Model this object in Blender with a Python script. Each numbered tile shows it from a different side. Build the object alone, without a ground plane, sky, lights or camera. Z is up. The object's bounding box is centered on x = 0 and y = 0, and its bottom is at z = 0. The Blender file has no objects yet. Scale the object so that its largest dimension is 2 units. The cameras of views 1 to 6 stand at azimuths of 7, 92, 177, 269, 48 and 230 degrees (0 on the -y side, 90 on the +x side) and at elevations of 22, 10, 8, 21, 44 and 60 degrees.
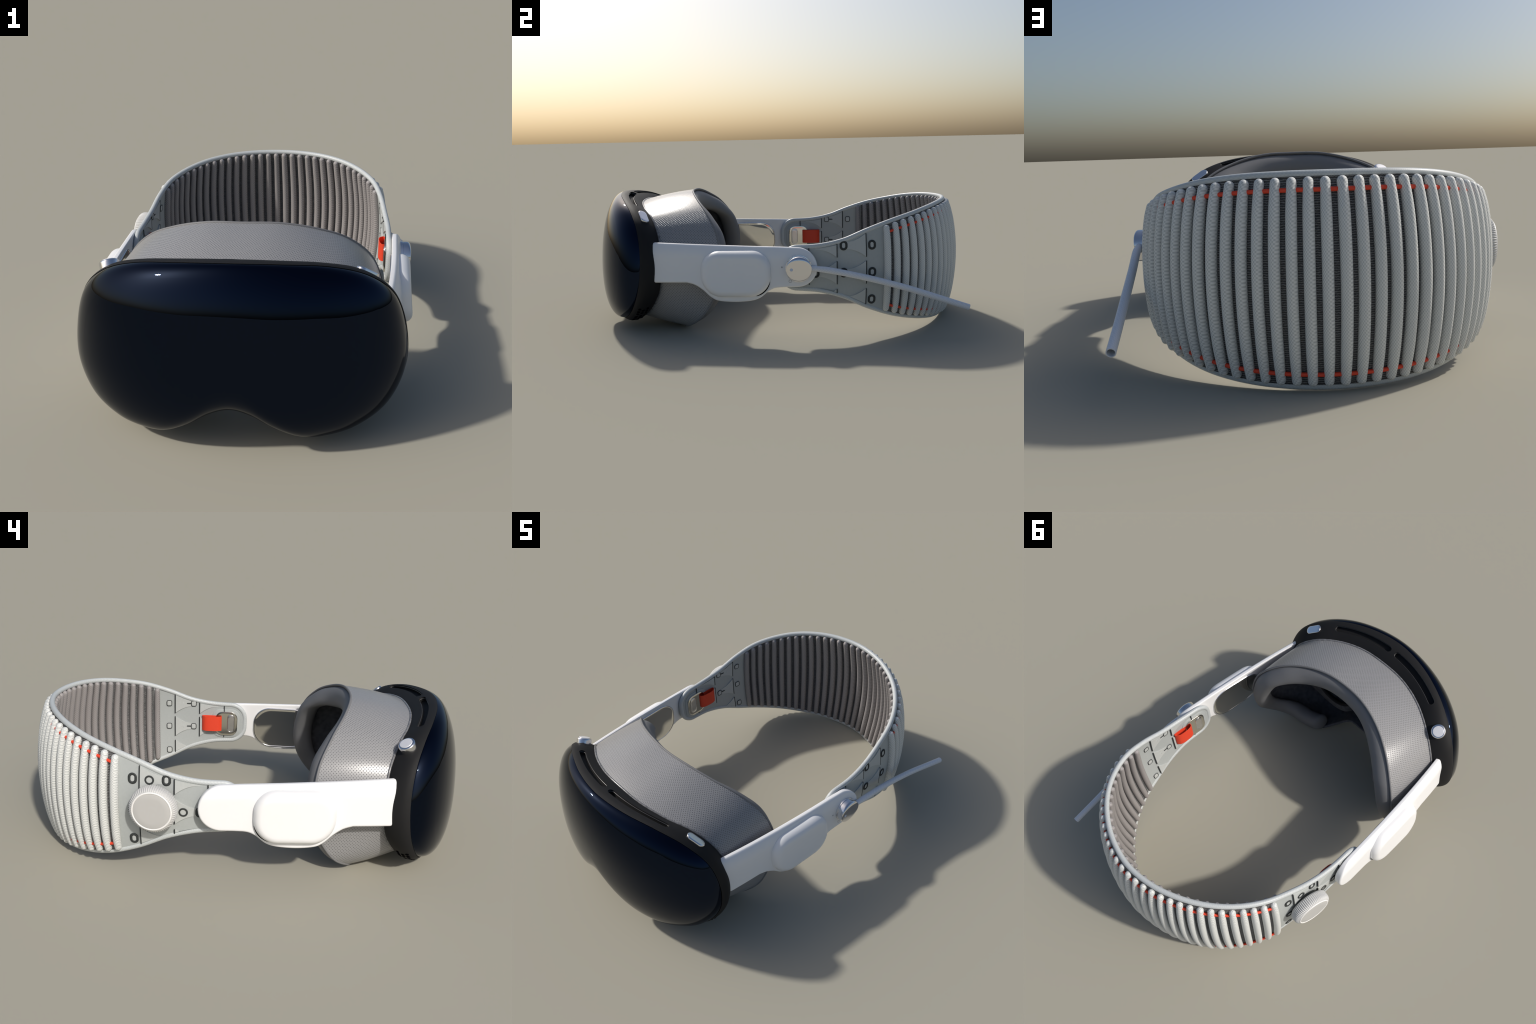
import bpy, math
import numpy as np
from mathutils import Vector, Matrix

X0 = -0.006          # symmetry plane of the headset
rng = np.random.default_rng(7)

# ------------------------------------------------------------------ splines
def catmull(P, n=12, closed=False):
    P = np.asarray(P, float)
    if closed:
        E = np.vstack([P[-1:], P, P[:2]]); m = len(P)
    else:
        E = np.vstack([2*P[0]-P[1], P, 2*P[-1]-P[-2]]); m = len(P)-1
    t = np.linspace(0, 1, n, endpoint=False)[:, None]
    out = []
    for i in range(1, m+1):
        a, b, c, d = E[i-1], E[i], E[i+1], E[i+2]
        out.append(.5*((2*b)+(c-a)*t+(2*a-5*b+4*c-d)*t**2+(-a+3*b-3*c+d)*t**3))
    out = np.vstack(out)
    return out if closed else np.vstack([out, P[-1:]])

def arclen(C):
    return np.concatenate([[0], np.cumsum(np.linalg.norm(np.diff(C, axis=0), axis=1))])

def resample(C, f):
    s = arclen(C); s = s/s[-1]
    return np.stack([np.interp(f, s, C[:, k]) for k in range(C.shape[1])], 1)

def half_loop(H, n, F=None):
    """closed symmetric loop, n samples, starting at the top centre, going to +x.
    resampled so that equal fractions of the half outline correspond between loops"""
    H = np.array(H, float)
    full = np.vstack([H, H[::-1][1:-1]*[-1, 1, 1]])
    C = catmull(full, 16, True)
    C = np.vstack([C, C[:1]])
    half = C[:(len(H)-1)*16+1].copy(); half[0, 0] = half[-1, 0] = 0
    f = np.linspace(0, 1, n//2+1)
    R = resample(half, f)
    L = R[::-1][1:-1]*[-1, 1, 1]
    return np.vstack([R, L])

def smooth(e0, e1, x):
    t = np.clip((np.asarray(x, float)-e0)/(e1-e0), 0, 1)
    return t*t*(3-2*t)

# ------------------------------------------------------------------ mesh making
def mesh_obj(name, verts, faces, mat, parent=None, sm=True, angle=None, shift=True):
    me = bpy.data.meshes.new(name)
    V = np.asarray(verts, float)
    if shift:
        V = V+[X0, 0, 0]
    me.from_pydata(V.tolist(), [], [tuple(int(i) for i in f) for f in faces])
    me.validate(); me.update()
    if mat:
        me.materials.append(mat)
    if sm:
        me.polygons.foreach_set("use_smooth", [True]*len(me.polygons))
        if angle:
            me.set_sharp_from_angle(angle=math.radians(angle))
    ob = bpy.data.objects.new(name, me)
    bpy.context.scene.collection.objects.link(ob)
    if parent:
        ob.parent = parent
    return ob

def grid_faces(r, c, closed_c=False, closed_r=False, flip=False, base=0):
    F = []
    for i in range(r if closed_r else r-1):
        for j in range(c if closed_c else c-1):
            a = i*c+j; b = i*c+(j+1) % c; d = ((i+1) % r)*c+j; e = ((i+1) % r)*c+(j+1) % c
            f = (a, b, e, d)
            F.append(tuple(base+k for k in (f[::-1] if flip else f)))
    return F

class Build:
    """collects pieces into one mesh"""
    def __init__(s): s.v = []; s.f = []; s.n = 0
    def add(s, V, F):
        V = np.asarray(V, float).reshape(-1, 3)
        s.v.append(V); s.f += [tuple(int(i)+s.n for i in f) for f in F]; s.n += len(V)
    def obj(s, *a, **k): return mesh_obj(a[0], np.vstack(s.v), s.f, *a[1:], **k)

def tube(path, r, seg=16, closed=False, caps='round', flat=None, up=None):
    """tube round a path; r scalar or array; rounded ends. flat: (dir, factor) squash"""
    P = np.asarray(path, float); n = len(P); r = np.ones(n)*r
    if closed:
        T = np.roll(P, -1, 0)-np.roll(P, 1, 0)
    else:
        T = np.gradient(P, axis=0)
    T /= np.linalg.norm(T, axis=1, keepdims=True)
    if not closed and caps == 'round':
        k = 6; q = np.linspace(0, math.pi/2, k+1)[1:]
        a0 = [P[0]-T[0]*r[0]*math.sin(x) for x in q][::-1]; r0 = [r[0]*max(math.cos(x), .02) for x in q][::-1]
        a1 = [P[-1]+T[-1]*r[-1]*math.sin(x) for x in q]; r1 = [r[-1]*max(math.cos(x), .02) for x in q]
        P = np.vstack([a0, P, a1]); r = np.concatenate([r0, r, r1])
        T = np.vstack([np.repeat(T[:1], k, 0), T, np.repeat(T[-1:], k, 0)]); n = len(P)
    N = np.zeros_like(P)
    if up is not None:
        U = np.asarray(up, float); U = np.broadcast_to(U, P.shape)
        N = U-(U*T).sum(1, keepdims=True)*T
        N /= np.linalg.norm(N, axis=1, keepdims=True)
    else:
        v = np.array([0, 0, 1.]) if abs(T[0][2]) < .9 else np.array([1., 0, 0])
        for i in range(n):
            v = v-(v@T[i])*T[i]; v /= np.linalg.norm(v); N[i] = v
    Bn = np.cross(T, N)
    a = np.linspace(0, 2*math.pi, seg, endpoint=False)
    fl = 1. if flat is None else flat
    V = P[:, None]+r[:, None, None]*(np.cos(a)[None, :, None]*N[:, None]*fl+np.sin(a)[None, :, None]*Bn[:, None])
    F = grid_faces(n, seg, True, closed)
    if not closed and caps:
        F += [tuple(range(seg))[::-1], tuple(range((n-1)*seg, n*seg))]
    return V.reshape(-1, 3), F

def round_poly(pts, rad, n=10):
    """2d polygon with rounded corners (rad scalar or per corner)"""
    P = np.asarray(pts, float); m = len(P); rad = np.ones(m)*rad; out = []
    for i in range(m):
        a, b, c = P[i-1], P[i], P[(i+1) % m]
        u = (a-b)/np.linalg.norm(a-b); v = (c-b)/np.linalg.norm(c-b)
        th = math.acos(np.clip(u@v, -1, 1)); r = rad[i]
        d = r/math.tan(th/2) if r > 0 else 0
        if r <= 1e-6:
            out.append(b); continue
        p0 = b+u*d; p1 = b+v*d; w = (u+v)/np.linalg.norm(u+v); o = b+w*r/math.sin(th/2)
        a0 = math.atan2(*(p0-o)[::-1]); a1 = math.atan2(*(p1-o)[::-1]); da = (a1-a0+math.pi) % (2*math.pi)-math.pi
        k = max(3, int(n*abs(da)/1.57)+1)
        out += [o+r*np.array([math.cos(a0+da*t), math.sin(a0+da*t)]) for t in np.linspace(0, 1, k)]
    return np.array(out)

def dedupe(O, eps=2e-4):
    keep = np.linalg.norm(O-np.roll(O, 1, 0), axis=1) > eps
    return O[keep]

def densify(O, step):
    out = []
    O = dedupe(O)
    m = len(O)
    for i in range(m):
        a, b = O[i], O[(i+1) % m]; k = max(1, int(math.ceil(np.linalg.norm(b-a)/step)))
        out += [a+(b-a)*t for t in np.linspace(0, 1, k, endpoint=False)]
    return np.array(out)

def area2(O): return .5*np.sum(O[:, 0]*np.roll(O[:, 1], -1)-np.roll(O[:, 0], -1)*O[:, 1])

def inset(O, d):
    """move a ccw outline inwards by d"""
    e = np.roll(O, -1, 0)-O; e /= np.linalg.norm(e, axis=1, keepdims=True)+1e-12
    n = np.stack([-e[:, 1], e[:, 0]], 1)
    m = n+np.roll(n, 1, 0); l = np.linalg.norm(m, axis=1, keepdims=True); m /= l
    k = 1/np.clip((m*n).sum(1, keepdims=True), .4, 1)
    return O+m*d*k

def slab(O, h0, h1, r0, r1, place, k=7, inner=8):
    """solid plate from a 2d outline, heights h0..h1, edges rounded by r0 (low) and r1 (high);
    place(u, v, h) maps to 3d (arrays). Caps are made of inset rings so that they can follow a curved base"""
    O = dedupe(np.asarray(O, float))
    if area2(O) < 0: O = O[::-1]
    rings = []
    for q in np.linspace(0, math.pi/2, k):
        rings.append((r0*(1-math.sin(q)), h0+r0*(1-math.cos(q))))
    for q in np.linspace(0, math.pi/2, k):
        rings.append((r1*(1-math.cos(q)), h1-r1+r1*math.sin(q)))
    V = []
    n = len(O)
    def cap(d, h):
        I = inset(O, d); c = I.mean(0)
        return [np.asarray(place(*(c+(I-c)*s).T, h*np.ones(n))) for s in np.linspace(1, .0, inner+1)[1:]]
    low = cap(rings[0][0], rings[0][1])[::-1]; high = cap(rings[-1][0], rings[-1][1])
    for d, h in rings:
        I = inset(O, d) if d > 1e-9 else O
        V.append(np.asarray(place(I[:, 0], I[:, 1], h*np.ones(n))))
    allr = low+V+high
    V = np.vstack([np.stack(x, -1) if x.shape[0] == 3 else x for x in allr])
    return V, grid_faces(len(allr), n, True)

def stadium(w, h, r=None, n=10, step=None):
    r = min(w, h)*.999 if r is None else r
    O = round_poly([(-w, -h), (w, -h), (w, h), (-w, h)], r, n)
    return densify(O, step) if step else O

# ------------------------------------------------------------------ materials
class NT:
    def __init__(s, name):
        s.m = bpy.data.materials.new(name); s.m.use_nodes = True
        s.t = s.m.node_tree; s.b = s.t.nodes["Principled BSDF"]
        s.out = s.t.nodes["Material Output"]
    def n(s, kind, **k):
        x = s.t.nodes.new(kind)
        for a, b in k.items(): setattr(x, a, b)
        return x
    def link(s, a, b): s.t.links.new(a, b)
    def math(s, op, a, b=None, c=None):
        x = s.n("ShaderNodeMath", operation=op)
        for i, v in enumerate((a, b, c)):
            if v is None: continue
            if hasattr(v, "is_linked"): s.link(v, x.inputs[i])
            else: x.inputs[i].default_value = v
        return x.outputs[0]
    def obj(s):
        c = s.n("ShaderNodeTexCoord"); x = s.n("ShaderNodeSeparateXYZ"); s.link(c.outputs["Object"], x.inputs[0])
        return c.outputs["Object"], x.outputs[0], x.outputs[1], x.outputs[2]
    def noise(s, vec, scale, detail=3, rough=.5):
        x = s.n("ShaderNodeTexNoise"); x.inputs["Scale"].default_value = scale; x.inputs["Detail"].default_value = detail
        x.inputs["Roughness"].default_value = rough
        if vec: s.link(vec, x.inputs["Vector"])
        return x.outputs[0]
    def mix(s, fac, a, b):
        x = s.n("ShaderNodeMix", data_type='RGBA')
        if hasattr(fac, "is_linked"): s.link(fac, x.inputs[0])
        else: x.inputs[0].default_value = fac
        for i, v in ((6, a), (7, b)):
            if hasattr(v, "is_linked"): s.link(v, x.inputs[i])
            else: x.inputs[i].default_value = (*v, 1)
        return x.outputs[2]
    def ramp(s, fac, lo, hi):
        x = s.n("ShaderNodeMapRange"); s.link(fac, x.inputs[0]); x.inputs[1].default_value = lo; x.inputs[2].default_value = hi
        return x.outputs[0]
    def bump(s, h, strength, dist):
        x = s.n("ShaderNodeBump"); x.inputs["Strength"].default_value = strength; x.inputs["Distance"].default_value = dist
        s.link(h, x.inputs["Height"]); s.link(x.outputs[0], s.b.inputs["Normal"]); return x
    def set(s, **k):
        for a, v in k.items():
            i = s.b.inputs[a.replace("_", " ")]
            if hasattr(v, "is_linked"): s.link(v, i)
            else: i.default_value = (*v, 1) if isinstance(v, tuple) and len(v) == 3 else v
        return s

def plain(name, col, rough, metal=0., grain=0.03, scale=60, **k):
    s = NT(name); o, x, y, z = s.obj()
    n = s.noise(o, scale, 2)
    c2 = tuple(min(1, v*(1+grain*2)) for v in col); c1 = tuple(v*(1-grain*2) for v in col)
    s.set(Base_Color=s.mix(n, c1, c2), Roughness=rough, Metallic=metal)
    s.set(**k)
    return s.m

def woven(name, col, col2, rough, pitch, bump=.5, dist=.0015, sheen=0., mode='xz'):
    """diamond braid computed on object coordinates"""
    s = NT(name); o, x, y, z = s.obj()
    k = math.pi/pitch
    u = s.math('ADD', x, s.math('MULTIPLY', y, .7))
    a = s.math('SINE', s.math('MULTIPLY', u, k))
    b = s.math('SINE', s.math('MULTIPLY', z, k*.85))
    h = s.math('MULTIPLY', a, b)
    f = s.ramp(h, -.7, .5)
    s.set(Base_Color=s.mix(f, col2, col), Roughness=rough)
    if sheen: s.set(Sheen_Weight=sheen)
    s.bump(f, bump, dist)
    return s.m

M = {}
M['glass'] = NT('visor_glass').set(Base_Color=(.012, .018, .034), Roughness=.0, Metallic=1.).m
M['frame'] = plain('black_anodised_metal', (.0135, .0135, .014), .65, 0, .05, 200, IOR=1.3)
M['dark'] = plain('dark_recess', (.002, .002, .0025), .9, IOR=1.05)
M['groove'] = plain('strap_groove', (.028, .032, .032), .7)
M['white'] = plain('white_plastic', (.84, .84, .84), .3, 0, .004)
M['metal'] = plain('polished_aluminium', (.80, .80, .82), .16, 1, .01)
M['mirror'] = plain('mirror_metal', (.72, .71, .68), .01, 1, .005)
M['buckle'] = plain('buckle_metal', (.70, .68, .62), .12, 1, .01)
M['red'] = plain('red_fabric', (.74, .055, .018), .6, 0, .05, 300)
M['strap'] = plain('grey_strap_knit', (.40, .425, .42), .55, 0, .03, 120)
M['funnel'] = plain('light_strap_knit', (.475, .495, .485), .5, 0, .03, 120)
M['trim'] = woven('edge_trim_knit', (.53, .56, .56), (.48, .505, .505), .42, .0045, .12, .0004)
M['rib_out'] = woven('rib_braid_light', (.73, .74, .72), (.49, .51, .50), .5, .0048, .4, .001)
M['rib_in'] = woven('rib_braid_grey', (.345, .325, .32), (.23, .216, .213), .55, .0045, .4, .001)
M['cable'] = woven('cable_braid', (.70, .73, .78), (.65, .68, .73), .45, .005, .15, .0004)
M['dial'] = plain('dial_plastic', (.50, .495, .48), .45, 0, .01)
M['dial_ring'] = plain('dial_ring_white', (.84, .83, .81), .35, 0, .005)
M['knurl'] = plain('dial_rubber', (.54, .54, .53), .5, 0, .01)
M['cushion'] = plain('cushion_foam', (.18, .18, .183), .6, 0, .03, 150)
M['liner'] = plain('dark_liner', (.085, .086, .094), .85, 0, .3, 40)
M['piping'] = plain('seam_piping', (.17, .17, .175), .22, 0, .48, 70)
M['led'] = plain('indicator_light', (.55, .62, .75), .3)
M['lens'] = NT('lens_glass').set(Base_Color=(.002, .002, .002), Roughness=.03).m
M['mark'] = plain('faint_print', (.45, .45, .45), .5)

def mesh_mat():
    s = NT('dark_mesh_knit'); o, x, y, z = s.obj()
    w = s.math('SINE', s.math('ADD', s.math('MULTIPLY', z, 900.), s.math('MULTIPLY', s.noise(o, 140, 2), 6.)))
    f = s.ramp(w, -.2, .9)
    s.set(Base_Color=s.mix(f, (.05, .051, .053), (.22, .22, .22)), Roughness=.8); s.bump(f, .5, .002)
    return s.m
M['mesh'] = mesh_mat()

def seal_mat():
    """perforated knit: staggered dark dimples round the tube"""
    s = NT('seal_knit'); o, x, y, z = s.obj()
    ang = s.math('ARCTAN2', x, s.math('SUBTRACT', z, .3))
    k = 2*math.pi/.0112
    u = s.math('MULTIPLY', ang, .4*k)
    v = s.math('MULTIPLY', y, k*.8)
    d = s.math('MULTIPLY', s.math('SINE', u), s.math('SINE', v))
    f = s.ramp(d, .45, .9)
    n = s.noise(o, 260, 2)
    base = s.mix(n, (.25, .25, .253), (.315, .313, .315))
    s.set(Base_Color=s.mix(f, base, (.10, .10, .104)), Roughness=.29)
    h = s.math('SUBTRACT', s.math('MULTIPLY', n, .25), f)
    s.bump(h, .45, .0016)
    return s.m
M['seal'] = seal_mat()

# ------------------------------------------------------------------ root
root = bpy.data.objects.new("mixed_reality_headset", None)
bpy.context.scene.collection.objects.link(root)
root["label"] = "dark glass goggle headset with grey ribbed knit headband"
root["category"] = "VR headset"

# ------------------------------------------------------------------ loops of the goggle body
ZC = .37
GLASS = [(0, -.884, .697), (.171, -.862, .688), (.33, -.809, .663), (.46, -.749, .61), (.555, -.702, .521), (.601, -.686, .385), (.604, -.702, .246),
         (.546, -.749, .131), (.445, -.805, .068), (.345, -.848, .049), (.255, -.876, .053), (.165, -.9, .094), (.08, -.915, .152), (0, -.92, .178)]
REAR = [(0, -.763, .651), (.144, -.755, .644), (.281, -.718, .622), (.404, -.658, .582), (.499, -.609, .494), (.553, -.594, .362), (.553, -.61, .223),
        (.494, -.667, .118), (.392, -.722, .062), (.3, -.755, .05), (.225, -.775, .072), (.14, -.79, .125), (.065, -.8, .172), (0, -.803, .188)]
SEAM = [(0, -.482, .697), (.14, -.468, .692), (.275, -.428, .659), (.398, -.367, .598), (.498, -.307, .490), (.545, -.291, .33), (.540, -.326, .19),
        (.528, -.393, .087), (.473, -.463, .030), (.40, -.5, .008), (.31, -.512, .006), (.225, -.535, .016), (.155, -.585, .070), (.08, -.625, .145), (0, -.622, .170)]
SEAL_FRONT = [(0, -.763, .651), (.144, -.755, .644), (.281, -.718, .622), (.404, -.658, .582), (.499, -.609, .494), (.545, -.595, .36), (.522, -.614, .216),
              (.460, -.671, .110), (.365, -.726, .058), (.285, -.757, .048), (.215, -.775, .072), (.14, -.79, .125), (.065, -.8, .172), (0, -.803, .188)]
N = 320
LG, LR, LS, LF = half_loop(GLASS, N), half_loop(REAR, N), half_loop(SEAM, N), half_loop(SEAL_FRONT, N)

def outward(L):
    """outward normals of a loop in the x-z plane"""
    T = np.roll(L, -3, 0)-np.roll(L, 3, 0)
    n = np.stack([-T[:, 2], np.zeros(len(L)), T[:, 0]], 1)
    n /= np.linalg.norm(n, axis=1, keepdims=True)
    c = L-[0, 0, ZC]
    # loop runs clockwise seen from the front, top -> +x
    s = np.sign((n*c).sum(1)[0])
    return n*s

# ---- visor glass
def yfront(x, z):
    return -.998+.33*x**2+.11*x**4+.041*(z-ZC)+.11*(z-ZC)**2
S = np.concatenate([np.linspace(0, .9, 34), .9+.1*(1-np.cos(np.linspace(0, math.pi/2, 26)[1:]))[::1]*0+.1*np.sin(np.linspace(0, math.pi/2, 26)[1:])])
dirz = (LG[:, 2]-ZC)/np.hypot(LG[:, 0], LG[:, 2]-ZC)
nexp = 2.25+.13*smooth(.5, -.3, dirz)
rows = []
def ring_blur(v, sig):
    """smooth a value round the loop"""
    f = np.fft.fftfreq(len(v))
    return np.real(np.fft.ifft(np.fft.fft(v)*np.exp(-2*(math.pi*f*sig)**2)))
DG = LG[:, 1]-yfront(LG[:, 0], LG[:, 2])
for s in S:
    sg = 8*(1-s)**.8
    x = ring_blur(LG[:, 0], sg)*s; z = ZC+ring_blur(LG[:, 2]-ZC, sg)*s
    g = 1-(1-min(s, 1)**nexp)**(1/nexp)               # fuller towards the sides and the cheeks
    y = yfront(x, z)+ring_blur(DG, 18*(1-s)**.5)*g
    rows.append(np.stack([x, y, z], 1))
# tucked rim behind the frame edge
rows.append(LG-outward(LG)*.006+[0, .006, 0])
rows.append(LG-outward(LG)*.03+[0, .008, 0])
V = np.vstack(rows)
mesh_obj("front_glass", V, grid_faces(len(rows), N, True), M['glass'], root)

# ---- frame: closed ring section lofted from glass edge to the seal
nG = outward(LG)
FB = .017+.004*smooth(.3, -.8, nG[:, 2])+.004*np.abs(nG[:, 0])
def frame_bulge(u): return FB*4*u*(1-u)*(1-.25*u)
prof = []
for u in np.linspace(0, 1, 22):
    P = LG*(1-u)+LR*u
    b = frame_bulge(u)                # gentle bulge of the metal band
    prof.append(P+nG*b[:, None]+nG*.0015*(1-u))
inner = [LR-nG*.03+[0, -.002, 0], LR-nG*.05+[0, -.03, 0], LG-nG*.05+[0, .04, 0], LG-nG*.006+[0, .008, 0], LG-nG*.0005+[0, .0005, 0]]
R = [LG-nG*.0005+[0, .0005, 0]]+prof+[LR-nG*.012+[0, .004, 0]]+inner[:-1]
frame = mesh_obj("frame", np.vstack(R), grid_faces(len(R), N, True, True), M['frame'], root, angle=50)

def on_frame(x, u, top=True):
    """point, normal, tangent on the frame's outer surface near the top, at half width x"""
    i = np.argmin(np.abs(LG[:N//4+8, 0]*(1-u)+LR[:N//4+8, 0]*u-abs(x)))
    def p(i, u):
        P = LG[i]*(1-u)+LR[i]*u
        return P+nG[i]*(frame_bulge(u)[i]+.0015*(1-u))
    P = p(i, u); T = p(i+3, u)-p(i-3, u); W = p(i, u+.05)-p(i, u-.05)
    T /= np.linalg.norm(T); W -= (W@T)*T; W /= np.linalg.norm(W)
    n = np.cross(T, W); n *= np.sign(n@nG[i])
    s = np.sign(x)
    f = np.array([s, 1, 1])
    return P*f, n*f, T*f, W*f

# vent slots on top
cut = Build(); slot_rings = Build()
for sx in (1, -1):
    xs = np.linspace(.035, .333, 40)
    fr = [on_frame(sx*x, .50) for x in xs]
    P = np.array([f[0] for f in fr]); n = np.array([f[1] for f in fr]); W = np.array([f[3] for f in fr]); T = np.array([f[2] for f in fr])
    for a in (P, n, W): a[:] = catmull(resample(a, np.linspace(0, 1, 8)), 6)[np.linspace(0, 42, 40).astype(int)]
    w = .0165
    q = np.linspace(-math.pi/2, math.pi/2, 9)
    left = P+W*w; right = P-W*w
    capA = [P[0]-T[0]*w*math.cos(t)*np.sign((P[-1]-P[0])@T[0])+W[0]*w*math.sin(t) for t in q]
    capB = [P[-1]+T[-1]*w*math.cos(t)*np.sign((P[-1]-P[0])@T[-1])+W[-1]*w*math.sin(t) for t in q[::-1]]
    ring = np.vstack([capA, left[1:-1], capB, right[::-1][1:-1]])
    nn = np.array([n[np.argmin(np.linalg.norm(P-r, axis=1))] for r in ring])
    m = len(ring)
    Vc = np.vstack([ring+nn*.03, ring-nn*.022]);
    k = m
    # ring faces and ladder caps
    F = [(i, (i+1) % k, k+(i+1) % k, k+i) for i in range(k)]
    lo = list(range(0, 9)); nl = len(left)-2
    L_idx = [8]+list(range(9, 9+nl))+[9+nl]; R_idx = [0]+[k-1-i for i in range(nl)]+[9+nl+8]
    for base, fl in ((0, 0), (k, 1)):
        caps = [tuple(base+i for i in range(9)), tuple(base+9+nl+i for i in range(9))]
        for i in range(len(L_idx)-1):
            caps.append((base+R_idx[i], base+L_idx[i], base+L_idx[i+1], base+R_idx[i+1]))
        F += [c[::-1] if fl else c for c in caps]
    cut.add(Vc, F)
    slot_rings.add(*tube(ring-nn*.009, .0022, 8, True))
    
cutter = cut.obj("slot_cutter", M['dark'])
import bmesh
bm = bmesh.new(); bm.from_mesh(cutter.data); bmesh.ops.recalc_face_normals(bm, faces=bm.faces); bm.to_mesh(cutter.data); bm.free()
bm = bmesh.new(); bm.from_mesh(frame.data); bmesh.ops.recalc_face_normals(bm, faces=bm.faces); bm.to_mesh(frame.data); bm.free()
mod = frame.modifiers.new("slots", 'BOOLEAN'); mod.object = cutter; mod.operation = 'DIFFERENCE'; mod.solver = 'EXACT'
dg = bpy.context.evaluated_depsgraph_get()
newme = bpy.data.meshes.new_from_object(frame.evaluated_get(dg))
frame.modifiers.clear(); frame.data = newme; newme.name = "frame"
newme.polygons.foreach_set("use_smooth", [True]*len(newme.polygons)); newme.set_sharp_from_angle(angle=math.radians(40))
bpy.data.objects.remove(cutter)
slot_rings.obj("slot_thin_ring", plain('slot_ring_grey', (.10, .10, .10), .3, .6), frame)

# crown (left) and button (right)
def axis_place(P, n, T, W):
    def f(u, v, h): return P[:, None]+T[:, None]*u+W[:, None]*v+n[:, None]*h
    return f
P, n, T, W = on_frame(-.455, .60)
n = n+np.array([.0, .0, .15]); n /= np.linalg.norm(n)
T = T-(T@n)*n; T /= np.linalg.norm(T); W = np.cross(n, T)
circ = lambda r, k=48: np.stack([np.cos(np.linspace(0, 2*math.pi, k, endpoint=False))*r, np.sin(np.linspace(0, 2*math.pi, k, endpoint=False))*r], 1)
pl = axis_place(P, n, T, W)
crown = mesh_obj("crown_dial", *slab(circ(.037), -.02, .026, .001, .008, pl, inner=3), M['metal'], frame)
mesh_obj("crown_cap", *slab(circ(.0275), .02, .0282, .0005, .0012, pl, inner=2), plain('crown_cap_satin', (.86, .86, .88), .3, .3), frame)
P, n, T, W = on_frame(.448, .57)
mesh_obj("top_button", *slab(stadium(.046, .023, .0215), -.02, .0075, .001, .005, axis_place(P, n, T, W), inner=3), M['metal'], frame)

# speaker perforations low on each side
hole = Build()
for sx in (1, -1):
    for r in range(3):
        for c in range(7):
            i = int(round(N*.305+c*2.4+(r % 2)*1.2)); u = .36+.19*r
            P = LG[i]*(1-u)+LR[i]*u; nn = nG[i]
            P = P+nn*(frame_bulge(u)[i]+.0015*(1-u))
            t = LG[i+3]-LG[i-3]; w_ = LR[i]-LG[i]
            t /= np.linalg.norm(t); w_ -= (w_@t)*t; w_ /= np.linalg.norm(w_); m_ = np.cross(t, w_); m_ *= np.sign(m_@nn)
            f = np.array([sx, 1, 1])
            hole.add(*slab(circ(.0082, 16), -.004, .0012, .0002, .0008, axis_place(P*f, m_*f, t*f, w_*f), k=3, inner=2))
h = hole.obj("speaker_hole", M['dark'], frame); h["kind"] = "stuff"

# ---- light seal
nR, nS, nF = outward(LR), outward(LS), outward(LF)
rows = []
for u in np.linspace(0, 1, 40):
    P = LF*(1-u)+LS*u
    rows.append(P+(nF*(1-u)+nS*u)*(-.004*(1-u)+.007*4*u*(1-u)))
seal = mesh_obj("light_seal", np.vstack(rows), grid_faces(40, N, True), M['seal'], root)
inn = [r-(nF*(1-u)+nS*u)*.014 for r, u in zip(rows, np.linspace(0, 1, 40))]
allr = [rows[-1]]+inn[::-1]
mesh_obj("seal_liner", np.vstack(allr), grid_faces(len(allr), N, True), M['liner'], seal)
mesh_obj("front_piping", *tube(LF-nF*.002+[0, .004, 0], .0055, 10, True), M['piping'], seal)
k0, k1 = int(N*.413), N-int(N*.413)
path = np.vstack([LS[k1:], LS[:k0+1]])
pn = np.vstack([nS[k1:], nS[:k0+1]])
mesh_obj("rear_piping", *tube(path-pn*.0005, .0055, 10), M['cushion'], seal)

# ---- face cushion: fat foam section following the seam, open at the nose
sd = LS-LF; sd /= np.linalg.norm(sd, axis=1, keepdims=True)
sd = resample(np.vstack([sd[k1:], sd[:k0+1]]), np.linspace(0, 1, 200)); cp = resample(path, np.linspace(0, 1, 200)); cn = resample(pn, np.linspace(0, 1, 200)); 
def line_blur(v, sig):
    """smooth values along an open path"""
    m = int(sig*3); w = np.exp(-.5*(np.arange(-m, m+1)/sig)**2); w /= w.sum()
    p = np.pad(v, ((m, m), (0, 0)), mode='edge')
    return np.stack([np.convolve(p[:, k], w, 'valid') for k in range(v.shape[1])], 1)
cn, sd = line_blur(cn, 7), line_blur(sd, 7)
cn /= np.linalg.norm(cn, axis=1, keepdims=True)
T = np.gradient(cp, axis=0); T /= np.linalg.norm(T, axis=1, keepdims=True)
seg = 36; a = np.linspace(0, 2*math.pi, seg, endpoint=False)
rows = []
ends = 10
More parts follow.
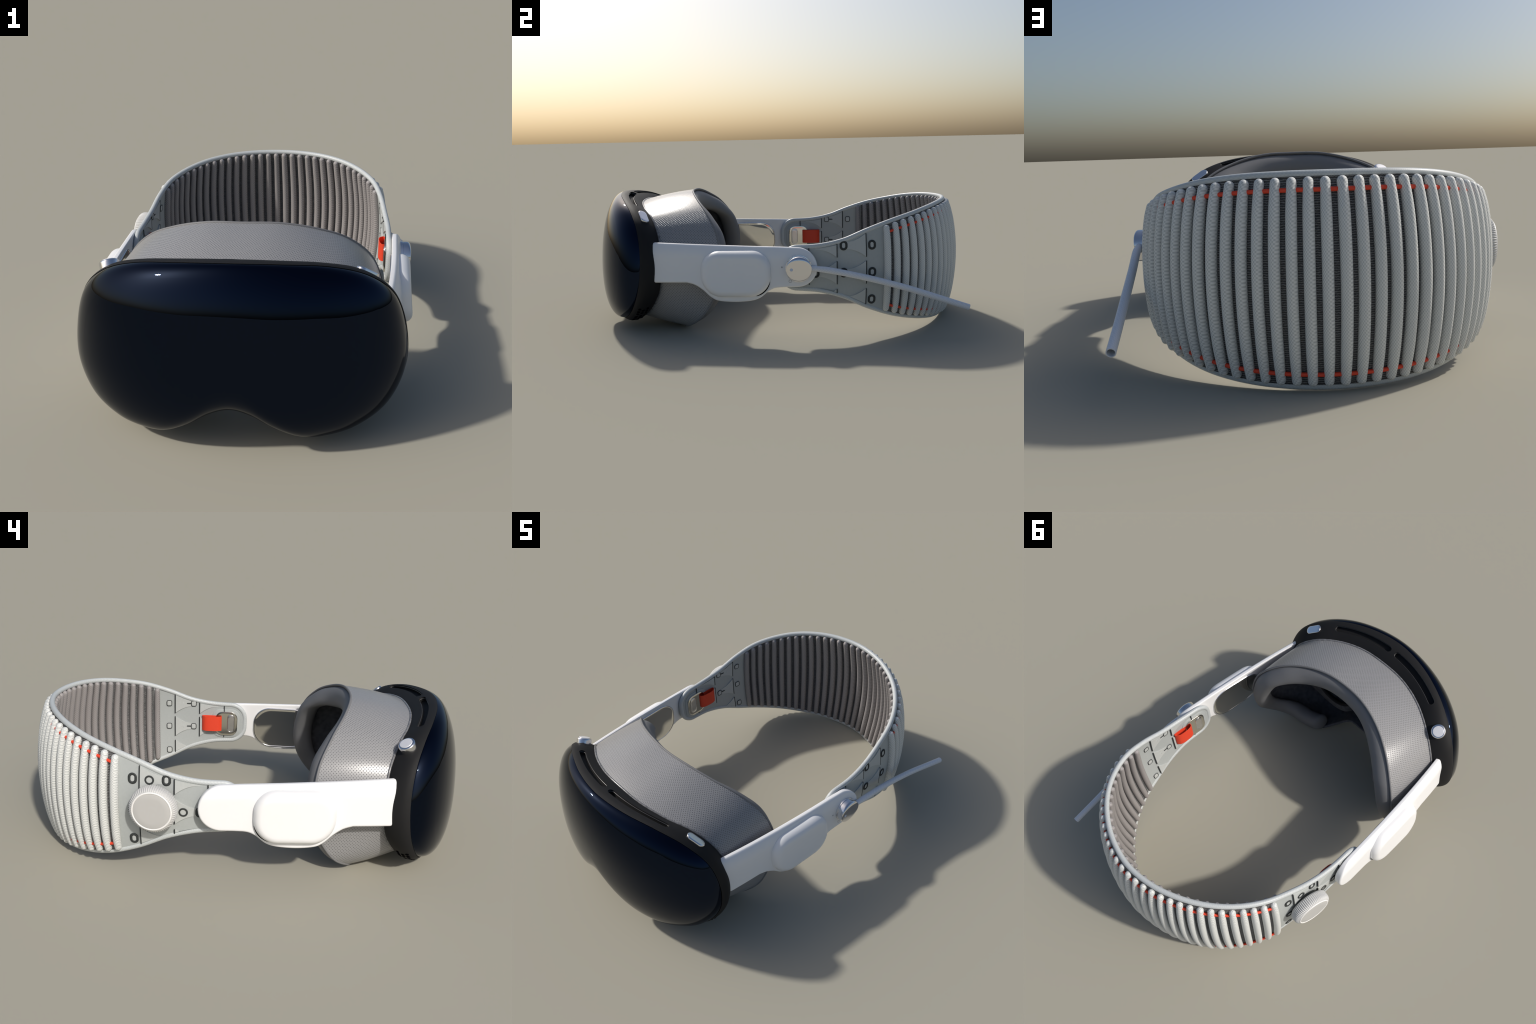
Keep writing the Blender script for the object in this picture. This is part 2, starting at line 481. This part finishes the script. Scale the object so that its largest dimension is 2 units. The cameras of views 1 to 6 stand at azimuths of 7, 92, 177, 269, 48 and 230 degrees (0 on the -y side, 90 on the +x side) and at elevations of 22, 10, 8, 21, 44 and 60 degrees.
def csec(P, I, Tt, s, shift, B):
    B = B/np.linalg.norm(B)                       # backward, in line with the seal wall
    I = I-(I@B)*B; I /= np.linalg.norm(I)
    low = float(smooth(.1, .9, I[2]))             # 1 along the cheek, 0 on brow and temples
    top = float(smooth(-.5, -.95, I[2]))
    ra = .058+.004*I[0]**2-.008*low; rb = .054-.006*low
    c = P+I*(ra+.002)+B*(.024-.003*top+.012*low-rb)+Tt*shift
    ca, sa = np.cos(a), np.sin(a)
    e = 2/2.15
    return c+s*(ra*(np.sign(ca)*np.abs(ca)**e)[:, None]*I+rb*(np.sign(sa)*np.abs(sa)**e)[:, None]*B)
for q in np.linspace(math.pi/2, 0, ends)[:-1]:
    rows.append(csec(cp[0], -cn[0], T[0], max(math.cos(q), .03), -.03*math.sin(q), sd[0]))
for i in range(200):
    rows.append(csec(cp[i], -cn[i], T[i], 1, 0, sd[i]))
for q in np.linspace(0, math.pi/2, ends)[1:]:
    rows.append(csec(cp[-1], -cn[-1], T[-1], max(math.cos(q), .03), .03*math.sin(q), sd[-1]))
mesh_obj("face_cushion", np.vstack(rows), grid_faces(len(rows), seg, True)+[tuple(range(seg)), tuple(range((len(rows)-1)*seg, len(rows)*seg))], M['cushion'], root)

# ---- optics behind the seal
back = LR-nR*.012
LX, LZ, LRAD = .225, .39, .150
rows = []
for q in np.linspace(0, 1, 60):
    x = back[:, 0]*q; z = ZC+(back[:, 2]-ZC)*q
    y = (-.72+.10*smooth(.03, .13, np.abs(x)))*(1-q**6)+back[:, 1]*q**6
    d = np.hypot(np.abs(x)-LX, z-LZ)
    y = y-.06*smooth(LRAD+.012, LRAD-.012, d)          # sockets of the lenses
    rows.append(np.stack([x, y, z], 1))
plate = mesh_obj("inner_panel", np.vstack(rows), grid_faces(60, N, True), M['liner'], root)
for sx in (1, -1):
    pl = lambda u, v, h, sx=sx: np.stack([sx*LX+u, -.70+h-.25*(u**2+v**2), LZ+v])
    lens = mesh_obj("lens", *slab(circ(LRAD-.006, 64), -.02, .052, .002, .004, pl, inner=8), M['lens'], plate)
    ring = np.stack([sx*LX+circ(LRAD, 64)[:, 0], np.full(64, -.622), LZ+circ(LRAD, 64)[:, 1]], 1)
    mesh_obj("lens_ring", *tube(ring, .011, 12, True), M['frame'], plate)

# ------------------------------------------------------------------ arms
AY = np.array([-.70, -.63, -.45, -.25, -.05, .06, .22]); AX = np.array([.514, .526, .552, .570, .585, .596, .604])
def ax_in(y): return np.interp(y, AY, AX)
AYs = np.linspace(-.70, .22, 60); AXs = np.polyval(np.polyfit(AY, AX, 3), AYs)
def arm_place(sx):
    return lambda y, z, h: np.stack([sx*(np.interp(y, AYs, AXs)+h-np.clip(h/.040, 0, 1)*.020*np.clip(1-(.475-.031*(y+.63)-z)/.06, 0, 1.1)**2+np.interp(y, [-.63, -.3, .0, .2], [.11, .10, .06, .05])*(.47-z)), y+0*h, z+0*h])
ARM = catmull([(-.30, .187), (-.215, .184), (-.13, .187), (-.085, .202), (-.045, .234), (-.012, .251), (.03, .256)], 6)
arm_outline = [(-.628, .279), (-.46, .279)]
lower = catmull([(-.455, .279), (-.415, .268), (-.375, .243), (-.335, .208), (-.295, .190), (-.215, .184), (-.135, .190), (-.09, .205), (-.05, .236), (-.015, .252), (.03, .256), (.095, .257)], 6)
endc = np.array([.092+.099*math.sin(t) for t in np.linspace(0, math.pi, 28)]); endz = np.array([.353-.096*math.cos(t) for t in np.linspace(0, math.pi, 28)])
front = round_poly([(-.2, .462), (-.632, .475), (-.626, .277), (-.2, .277)], [0, .012, .012, 0], 5)[1:-1]
OUT = np.vstack([front[::1], lower, np.stack([endc, endz], 1)[1:], [(.0, .4525), (-.15, .457), (-.3, .4625), (-.45, .468)]])
OUT = densify(OUT, .02)
for sx in (1, -1):
    pl = arm_place(sx)
    arm = mesh_obj("side_arm", *slab(OUT, 0, .040, .009, .010, pl, inner=14), M['white'], root)
    pod = round_poly([(-.382, .212), (-.037, .212), (-.037, .438), (-.382, .438)], [.105, .105, .09, .09], 14)
    pod = densify(pod, .02)
    mesh_obj("speaker_pod", *slab(pod, .018, .077, .002, .034, pl, k=11, inner=10), M['white'], arm)
    # slit of the speaker, low at the rear of the pod
    sl = [( -.142+.105*math.cos(t), .317+.107*math.sin(t)) for t in np.linspace(-1.25, -.30, 24)]
    r_ = .0008+.0038*np.sin(np.linspace(0, math.pi, 24))**.7
    path3 = np.stack(pl(np.array(sl)[:, 0], np.array(sl)[:, 1], np.full(24, .0375)), 1) if False else pl(np.array(sl)[:, 0], np.array(sl)[:, 1], np.full(24, .0435)).T
    mesh_obj("speaker_slit", *tube(path3, r_, 8), M['dark'], arm)
    # mirror plate on the inside
    mi = densify(round_poly([(-.352, .206), (-.041, .206), (-.041, .430), (-.352, .430)], [.1, .1, .09, .09], 14), .02)
    mesh_obj("inner_cover", *slab(mi, -.005, .012, .002, .001, pl, k=4, inner=10), M['mirror'], arm)
    mm = inset(mi if area2(mi) > 0 else mi[::-1], -.002)
    mesh_obj("cover_rim", *tube(pl(mm[:, 0], mm[:, 1], np.full(len(mm), -.002)).T, .0045, 8, True), M['metal'], arm)
    if sx > 0:
        arm_r = arm
        # dots and ring mark beside the connector
        mesh_obj("microphone_hole", *slab(circ(.0045, 16)+[.018, .356], .034, .0406, .0005, .0005, pl, k=3, inner=1), M['mark'], arm)
        c = circ(.007, 20)+[.058, .287]
        mesh_obj("print_mark", *tube(pl(c[:, 0], c[:, 1], np.full(20, .040)).T, .0011, 6, True), M['mark'], arm)

# power connector puck
PY, PZ = .100, .350
ang = np.linspace(0, 2*math.pi, 72, endpoint=False)
def pk(r, h): return np.stack([np.interp(PY, AYs, AXs)+h+np.clip((h-.05)/.03, 0, 1)*.07*r*np.sin(ang), PY+r*np.cos(ang), PZ+r*np.sin(ang)], 1)
sc = np.clip(np.sin(ang), 0, 1)**2*.020+np.clip(-np.sin(ang), 0, 1)**2*.007+.0015
rows = [pk(.0645, .02), pk(.0645, .050), pk(.0615, .0505), pk(.0615, .053), pk(.0625, .054)]
for q in np.linspace(0, math.pi/2, 8):
    rows.append(pk(.0625-sc*(1-np.cos(q)), .0845-np.minimum(sc, .02)*.85*(1-np.sin(q))))
for f in (.8, .5, .2, .01): rows.append(pk((.0625-sc)*f, .0845))
puck = mesh_obj("power_connector", np.vstack(rows), grid_faces(len(rows), 72, True), plain('connector_chrome', (.74, .74, .76), .05, 1, .005), root, angle=35)
pl = arm_place(1)
mesh_obj("indicator_light", *slab(circ(.0075, 20)+[PY-.036, PZ+.0], .080, .0854, .0004, .0004, lambda y, z, h: np.stack([np.interp(PY, AYs, AXs)+h, y+0*h, z+0*h]), k=3, inner=1), M['led'], puck)
# cable
CAB = catmull([(.661, .160, .353), (.660, .25, .341), (.652, .42, .303), (.648, .62, .248), (.648, .80, .188), (.649, .928, .1455)], 18)
r_ = .0128+.0027*smooth(0, .2, np.linspace(0, 1, len(CAB))); 
V, F = tube(CAB, r_, 20, caps=None)
k = len(CAB)
Vi, _ = tube(CAB[-8:], .0125, 20, caps=None)
base = len(V)
V = np.vstack([V, Vi])
F += [(base-20+j, base-20+(j+1) % 20, base+140+(j+1) % 20, base+140+j) for j in range(20)]
F += [f[::-1] for f in grid_faces(8, 20, True, base=base)]+[tuple(base+j for j in range(20))]
mesh_obj("power_cable", V, F, M['cable'], root, angle=50)

# ------------------------------------------------------------------ headband
TOP = np.array([(.583, .015, .446), (.582, .059, .447), (.585, .195, .452), (.577, .319, .476), (.561, .438, .522), (.53, .56, .563), (.468, .673, .592), (.379, .77, .615), (.268, .845, .629), (.142, .896, .635), (0, .917, .636)])
fullT = np.vstack([TOP, TOP[::-1][1:]*[-1, 1, 1]])
C = catmull(fullT, 24)
mid = len(C)//2
s = arclen(C[:, :2]); s = s-s[mid]
AR = -s                                   # arc coordinate: 0 at the back, + toward +x
order = np.argsort(AR); AR = AR[order]; C = C[order]
AMAX = AR[-1]
def plan(a):
    return np.stack([np.interp(a, AR, C[:, 0]), np.interp(a, AR, C[:, 1])], -1)
def plan_n(a):
    d = plan(a+.012)-plan(a-.012); d /= np.linalg.norm(d, axis=-1, keepdims=True)
    n = np.stack([d[..., 1], -d[..., 0]], -1)   # outward
    p = plan(a)
    return n*np.sign((n*(p-[0, .35])).sum(-1, keepdims=True))
def ztop(a): return np.interp(a, AR, C[:, 2])
def zmid(a):
    y = plan(a)[..., 1]
    return np.interp(y, [.0, .2, .45, .65, .95], [.344, .340, .330, .3255, .3235])
RC = .078
def hh(a):
    h = ztop(a)-zmid(a)-.002
    e = np.clip(np.abs(a)-(AMAX-RC), 0, RC)
    return h-RC+np.sqrt(np.maximum(RC*RC-e*e, 0))
def bulge(a):
    y = plan(a)[..., 1]
    return .046*smooth(.13, .92, y)
def surf(a, z, off):
    """band surface: arc coordinate a, height z, outward offset"""
    a = np.asarray(a, float); z = np.asarray(z, float)
    h = np.maximum(ztop(a)-zmid(a), 1e-4); t = np.clip((z-zmid(a))/h, -1.05, 1.05)
    n = plan_n(a); p = plan(a)+n*(bulge(a)*(1-t*t)+off)[..., None] if np.ndim(off) else plan(a)+n*(bulge(a)*(1-t*t)+off)[..., None]
    return np.concatenate([p, z[..., None]], -1)
ys = plan(AR)[:, 1]
half = AR >= 0
def a_of_y(y, sx=1): return sx*np.interp(-np.asarray(y, float), -ys[half], AR[half])

A_OUT = float(a_of_y(.530)); DELTA = A_OUT/15.5
A_SPLIT = DELTA*15.6

def sheet(a0, a1, na, nt, th):
    a = np.linspace(a0, a1, na)
    if abs(a1) > A_SPLIT+.05 or abs(a0) > A_SPLIT+.05:
        f = np.linspace(0, 1, na); f = np.where(f < .7, f, .7+.3*np.sin((f-.7)/.3*math.pi/2))
        a = a0+(a1-a0)*f
    t = np.linspace(-1, 1, nt)
    Ag, Tg = np.meshgrid(a, t, indexing='ij')
    Z = zmid(Ag)+hh(Ag)*Tg
    o = surf(Ag, Z, np.full_like(Ag, th)).reshape(-1, 3); i = surf(Ag, Z, np.full_like(Ag, -th)).reshape(-1, 3)
    n = len(o)
    F = grid_faces(na, nt)+[tuple(n+k for k in f[::-1]) for f in grid_faces(na, nt)]
    # borders
    edge = [r*nt for r in range(na)], [r*nt+nt-1 for r in range(na)], list(range(nt)), [(na-1)*nt+k for k in range(nt)]
    for e in edge:
        F += [(e[k], e[k+1], n+e[k+1], n+e[k]) for k in range(len(e)-1)]
    return np.vstack([o, i]), F
band = mesh_obj("headband", *sheet(-A_SPLIT, A_SPLIT, 181, 31, .010), M['mesh'], root)
ends_ = {}
for sx in (1, -1):
    ends_[sx] = mesh_obj("strap_end", *sheet(sx*A_SPLIT, sx*(AMAX-.0005), 90, 25, .0075), M['strap'], root, angle=40)

# edge trim: one cord round the whole rim
aa = np.concatenate([np.linspace(-AMAX+.0, -AMAX+RC, 16), np.linspace(-AMAX+RC, AMAX-RC, 260)[1:-1], np.linspace(AMAX-RC, AMAX, 16)])
th = np.concatenate([np.linspace(-math.pi/2, 0, 16)])
aa[:16] = -AMAX+RC+RC*np.sin(th); aa[-16:] = AMAX-RC+RC*np.sin(np.linspace(0, math.pi/2, 16))
tp = surf(aa, zmid(aa)+hh(aa), np.zeros_like(aa)); bt = surf(aa, zmid(aa)-hh(aa), np.zeros_like(aa))
mesh_obj("edge_trim", *tube(np.vstack([tp, bt[::-1]]), .0125, 14, True, up=None), M['trim'], band)

# ribs
def rib(a, off, r, mat, name):
    zc = float(zmid(a)); h = float(ztop(a))-zc
    q = np.linspace(-1, 1, 40)
    L = h-.005-r
    Z = zc+q*L
    A_ = np.full_like(Z, a)
    lift = off*np.minimum(1, .85+.15*smooth(0, .14, 1-np.abs(q)))
    P = surf(A_, Z, lift)
    o = surf(np.array([a]), np.array([zc]), np.array([off]))[0]
    n2 = plan_n(np.array([a]))[0]; n3 = np.array([n2[0], n2[1], 0]); t3 = np.array([-n2[1], n2[0], 0])
    Rm = np.stack([t3, n3, [0, 0, 1.]], 1)
    loc = (P-o)@Rm
    rr = r*(1+.02*rng.standard_normal())*(.88+.12*smooth(0, .35, 1-np.abs(q)))
    V, F = tube(loc, rr, 18, up=(0, 1, 0), flat=1.1)
    ob = mesh_obj(name, V, F, mat, band, shift=False)
    m4 = Matrix.Identity(4)
    for i in range(3):
        for j in range(3): m4[i][j] = Rm[i, j]
        m4[i][3] = o[i]+(X0 if i == 0 else 0)
    ob.matrix_world = m4
    return ob
for i in range(-16, 16):
    rib((i+.5)*DELTA, .0175, .0176, M['rib_out'], "outer_rib")
for i in range(-16, 17):
    rib(i*DELTA, -.0165, .0162, M['rib_in'], "inner_rib")
# red elastic cords threaded behind the ribs
for sgn in (1, -1):
    a = np.linspace(-A_OUT, A_OUT, 200)
    P = surf(a, zmid(a)+sgn*(ztop(a)-zmid(a)-.044), np.full_like(a, .0165))
    mesh_obj("red_cord", *tube(P, .0068, 10), M['red'], band)

# woven relief of the strap ends
def ring_on(a, z, w, h, rc, r, off, flat=.5, n=8):
    O = densify(round_poly([(-w, -h), (w, -h), (w, h), (-w, h)], rc, n), .006)
    P = surf(a+O[:, 0], z+O[:, 1], np.full(len(O), off))
    nn = plan_n(np.full(len(O), a)); nn = np.concatenate([nn, np.zeros((len(O), 1))], 1)
    return tube(P, r, 8, True, up=nn, flat=flat)
def lim(a, z, m=.011):
    return np.clip(z, zmid(a)-hh(a)+m, zmid(a)+hh(a)-m)
def inside(a, z, m=.0):
    return abs(z-zmid(np.array([a]))[0]) < hh(np.array([a]))[0]-m
for sx in (1, -1):
    fun, grv, pad, nub = Build(), Build(), Build(), Build()
    for face in (1, -1):                    # outside, inside
        for cy, ysl, yz in ((0, .431, .460), (1, .289, .322), (2, .152, .184)) if face > 0 else ((0, .409, .441), (1, .272, .305), (2, .131, .165)):
            for rz in (.447, .312, .172):
                rz_ = rz+(.004 if face > 0 else .002)
                # slit
                z = np.linspace(rz_-.056, rz_+.056, 15); a_s = float(a_of_y(ysl, sx))
                aa_ = np.full_like(z, a_s)
                zz = lim(aa_, z, .008); zz = np.linspace(zz[0], zz[-1], 15)
                if np.ptp(zz) > .012:
                    grv.add(*tube(surf(aa_, zz, np.full_like(z, face*.0128)), .0025, 6))
                # funnel plate widening from the next hole to the slit
                y0 = ysl-.105; u = np.linspace(0, 1, 16); v = np.linspace(-1, 1, 9)
                U, Vv = np.meshgrid(u, v, indexing='ij')
                ya = y0+(ysl-.003-y0)*U
                Aa = a_of_y(ya, sx)
                wdt = .017+.039*U**2.2
                Z = lim(Aa, rz_+wdt*Vv)
                if np.ptp(Z[-1]) > .012 and y0 > .03:
                    G = surf(Aa, Z, face*(.0078+.0065*U))
                    Gb = surf(Aa, Z, np.full_like(U, face*.004))
                    n_ = 16*9
                    Fq = grid_faces(16, 9); Fq2 = []
                    for e in ([r*9 for r in range(16)], [r*9+8 for r in range(16)], list(range(9)), [15*9+k for k in range(9)]):
                        Fq2 += [(e[k], e[k+1], n_+e[k+1], n_+e[k]) for k in range(len(e)-1)]
                    fun.add(np.vstack([G.reshape(-1, 3), Gb.reshape(-1, 3)]), Fq+Fq2)
                # eyelet
                az = float(a_of_y(yz, sx))
                if inside(az, rz_, .02):
                    if face > 0:
                        grv.add(*ring_on(az, rz_, .0135, .0185, .0134, .0058, .0095, .5))
                    else:
                        nub.add(*ring_on(az, rz_, .0135, .0155, .008, .0021, -.0105, .6))
                        tl = np.linspace(.017, .036, 4)*1.0
                        if cy == 1:
                            aa_ = a_of_y(yz+tl, sx); grv.add(*tube(surf(aa_, np.full(4, rz_), np.full(4, -.0095)), .0035, 6))
                    O = stadium(.0125, .0145 if face < 0 else .0165, .0075 if face < 0 else .012, 6)
                    pad.add(*slab(O, face*.004, face*(.0098 if face > 0 else .0108), .0002, .001, lambda p, q, h, az=az, rz_=rz_: surf(az+p, rz_+q, h).T, k=3, inner=2) if face > 0 else slab(O, .004, .0108, .0002, .001, lambda p, q, h, az=az, rz_=rz_: surf(az+p, rz_+q, -h).T, k=3, inner=2))
                    # left side carries extra round eyelets
                    if face > 0 and sx < 0 and cy < 2:
                        ac = float(a_of_y(yz-.070, sx))
                        if inside(ac, rz_, .012):
                            grv.add(*ring_on(ac, rz_, .016, .016, .0159, .0036, .0150, .5))
    fun.obj("knit_panel", M['funnel'], ends_[sx], angle=25)
    o = grv.obj("strap_groove", M['groove'], ends_[sx]); o["kind"] = "stuff"
    o = pad.obj("eyelet_pad", M['funnel'], ends_[sx]); o["kind"] = "stuff"
    o = nub.obj("eyelet_outline", M['groove'], ends_[sx]); o["kind"] = "stuff"
    # size letters pressed into the inner face
    let = Build()
    for (yy, zz) in ((.372, .449), (.370, .314)):
        st = [(-.009, -.009), (-.009, .009), (0, -.003), (.009, .009), (.009, -.009)]
        P = surf(a_of_y(yy+np.array([q[0] for q in st]), sx), zz+np.array([q[1] for q in st]), np.full(5, -.0115))
        let.add(*tube(P, .0013, 6))
    let.obj("size_letter", M['trim'], ends_[sx])
    # buckle and red pull tab on the inner face
    def bp(y, z, h, sx=sx):
        return surf(a_of_y(y, sx), z+0*h, -h).T
    B_ = densify(round_poly([(.056, .268), (.180, .268), (.180, .408), (.056, .408)], [.04, .04, .04, .04], 8), .012)
    hump = densify(round_poly([(.04, .255), (.20, .255), (.20, .421), (.04, .421)], .05, 8), .012)
    mesh_obj("buckle_seat", *slab(hump, .004, .0105, .001, .0015, bp, k=3, inner=4), M['strap'], ends_[sx])
    bk = mesh_obj("buckle", *slab(B_, .006, .0175, .001, .003, bp, k=4, inner=6), M['buckle'], ends_[sx])
    I_ = stadium(.018, .049, .0178, 10, .01)+[.093, .340]
    mesh_obj("buckle_inset", *slab(I_, .010, .0195, .001, .001, bp, k=3, inner=3), plain('buckle_inset_metal', (.66, .65, .64), .25, .9), ends_[sx])
    rI = stadium(.0185, .0495, .0183, 10, .008)+[.093, .340]
    mesh_obj("buckle_ring", *tube(bp(rI[:, 0], rI[:, 1], np.full(len(rI), .0178)).T, .0022, 8, True), M['metal'], ends_[sx])
    # folded fabric loop
    path2 = catmull([(.150, .010), (.146, .018), (.150, .027), (.17, .036), (.21, .039), (.238, .035), (.252, .024), (.256, .014), (.245, .010), (.20, .010), (.165, .009)], 5)
    th_ = .0028
    d = np.gradient(path2, axis=0); d /= np.linalg.norm(d, axis=1, keepdims=True); nn = np.stack([-d[:, 1], d[:, 0]], 1)
    sect = []
    for q in (path2+nn*th_*.5, path2-nn*th_*.5):
        for zz in (.298, .382):
            sect.append(surf(a_of_y(q[:, 0], sx), np.full(len(q), zz), -q[:, 1]))
    Vt = np.stack([sect[0], sect[1], sect[3], sect[2]], 1).reshape(-1, 3)
    mesh_obj("pull_tab", Vt, grid_faces(len(path2), 4, True)+[(0, 1, 2, 3), tuple(len(path2)*4-4+k for k in (3, 2, 1, 0))], M['red'], ends_[sx], angle=40)

# ---- fit dial on the left strap
DY, DZ = .366, .342
p0 = surf(a_of_y(np.array([DY]), -1), np.array([DZ]), np.array([.0]))[0]
n2 = plan_n(a_of_y(np.array([DY]), -1))[0]; n2 = n2+np.array([0, .0]); n2 /= np.linalg.norm(n2)
n3 = np.array([n2[0], n2[1], 0]); t3 = np.array([n2[1], -n2[0], 0.])
dp = lambda u, v, h: (p0+n3*.012)[:, None]+t3[:, None]*u+np.array([0, 0, 1.])[:, None]*v+n3[:, None]*h
KN = 66; k = KN*6
t = np.linspace(0, 2*math.pi, k, endpoint=False)
rid = np.clip(np.cos(t*KN)*1.3, -1, 1)
rows = []
for r, h, w in ((.080, .010, 0), (.092, .012, 0), (.0975, .018, .5), (.0985, .024, 1), (.0985, .044, 1), (.0975, .052, 1), (.0945, .059, .9), (.090, .0645, .45), (.086, .067, 0), (.0845, .0675, 0), (.05, .0675, 0), (.002, .0675, 0)):
    rr = r+.0024*w*rid
    rows.append(dp(rr*np.cos(t), rr*np.sin(t), h+0*t).T)
dial = mesh_obj("fit_dial", np.vstack(rows), grid_faces(len(rows), k, True), M['knurl'], root)
cr_ = circ(.081, 90)
mesh_obj("dial_ring", *tube(dp(cr_[:, 0], cr_[:, 1], np.full(90, .0665)).T, .0042, 10, True), M['dial_ring'], dial)
mesh_obj("dial_face", *slab(circ(.0775, 90), .06, .0692, .0005, .001, dp, k=3, inner=3), M['dial'], dial)

# ------------------------------------------------------------------ rest on the ground
bpy.context.view_layer.update()
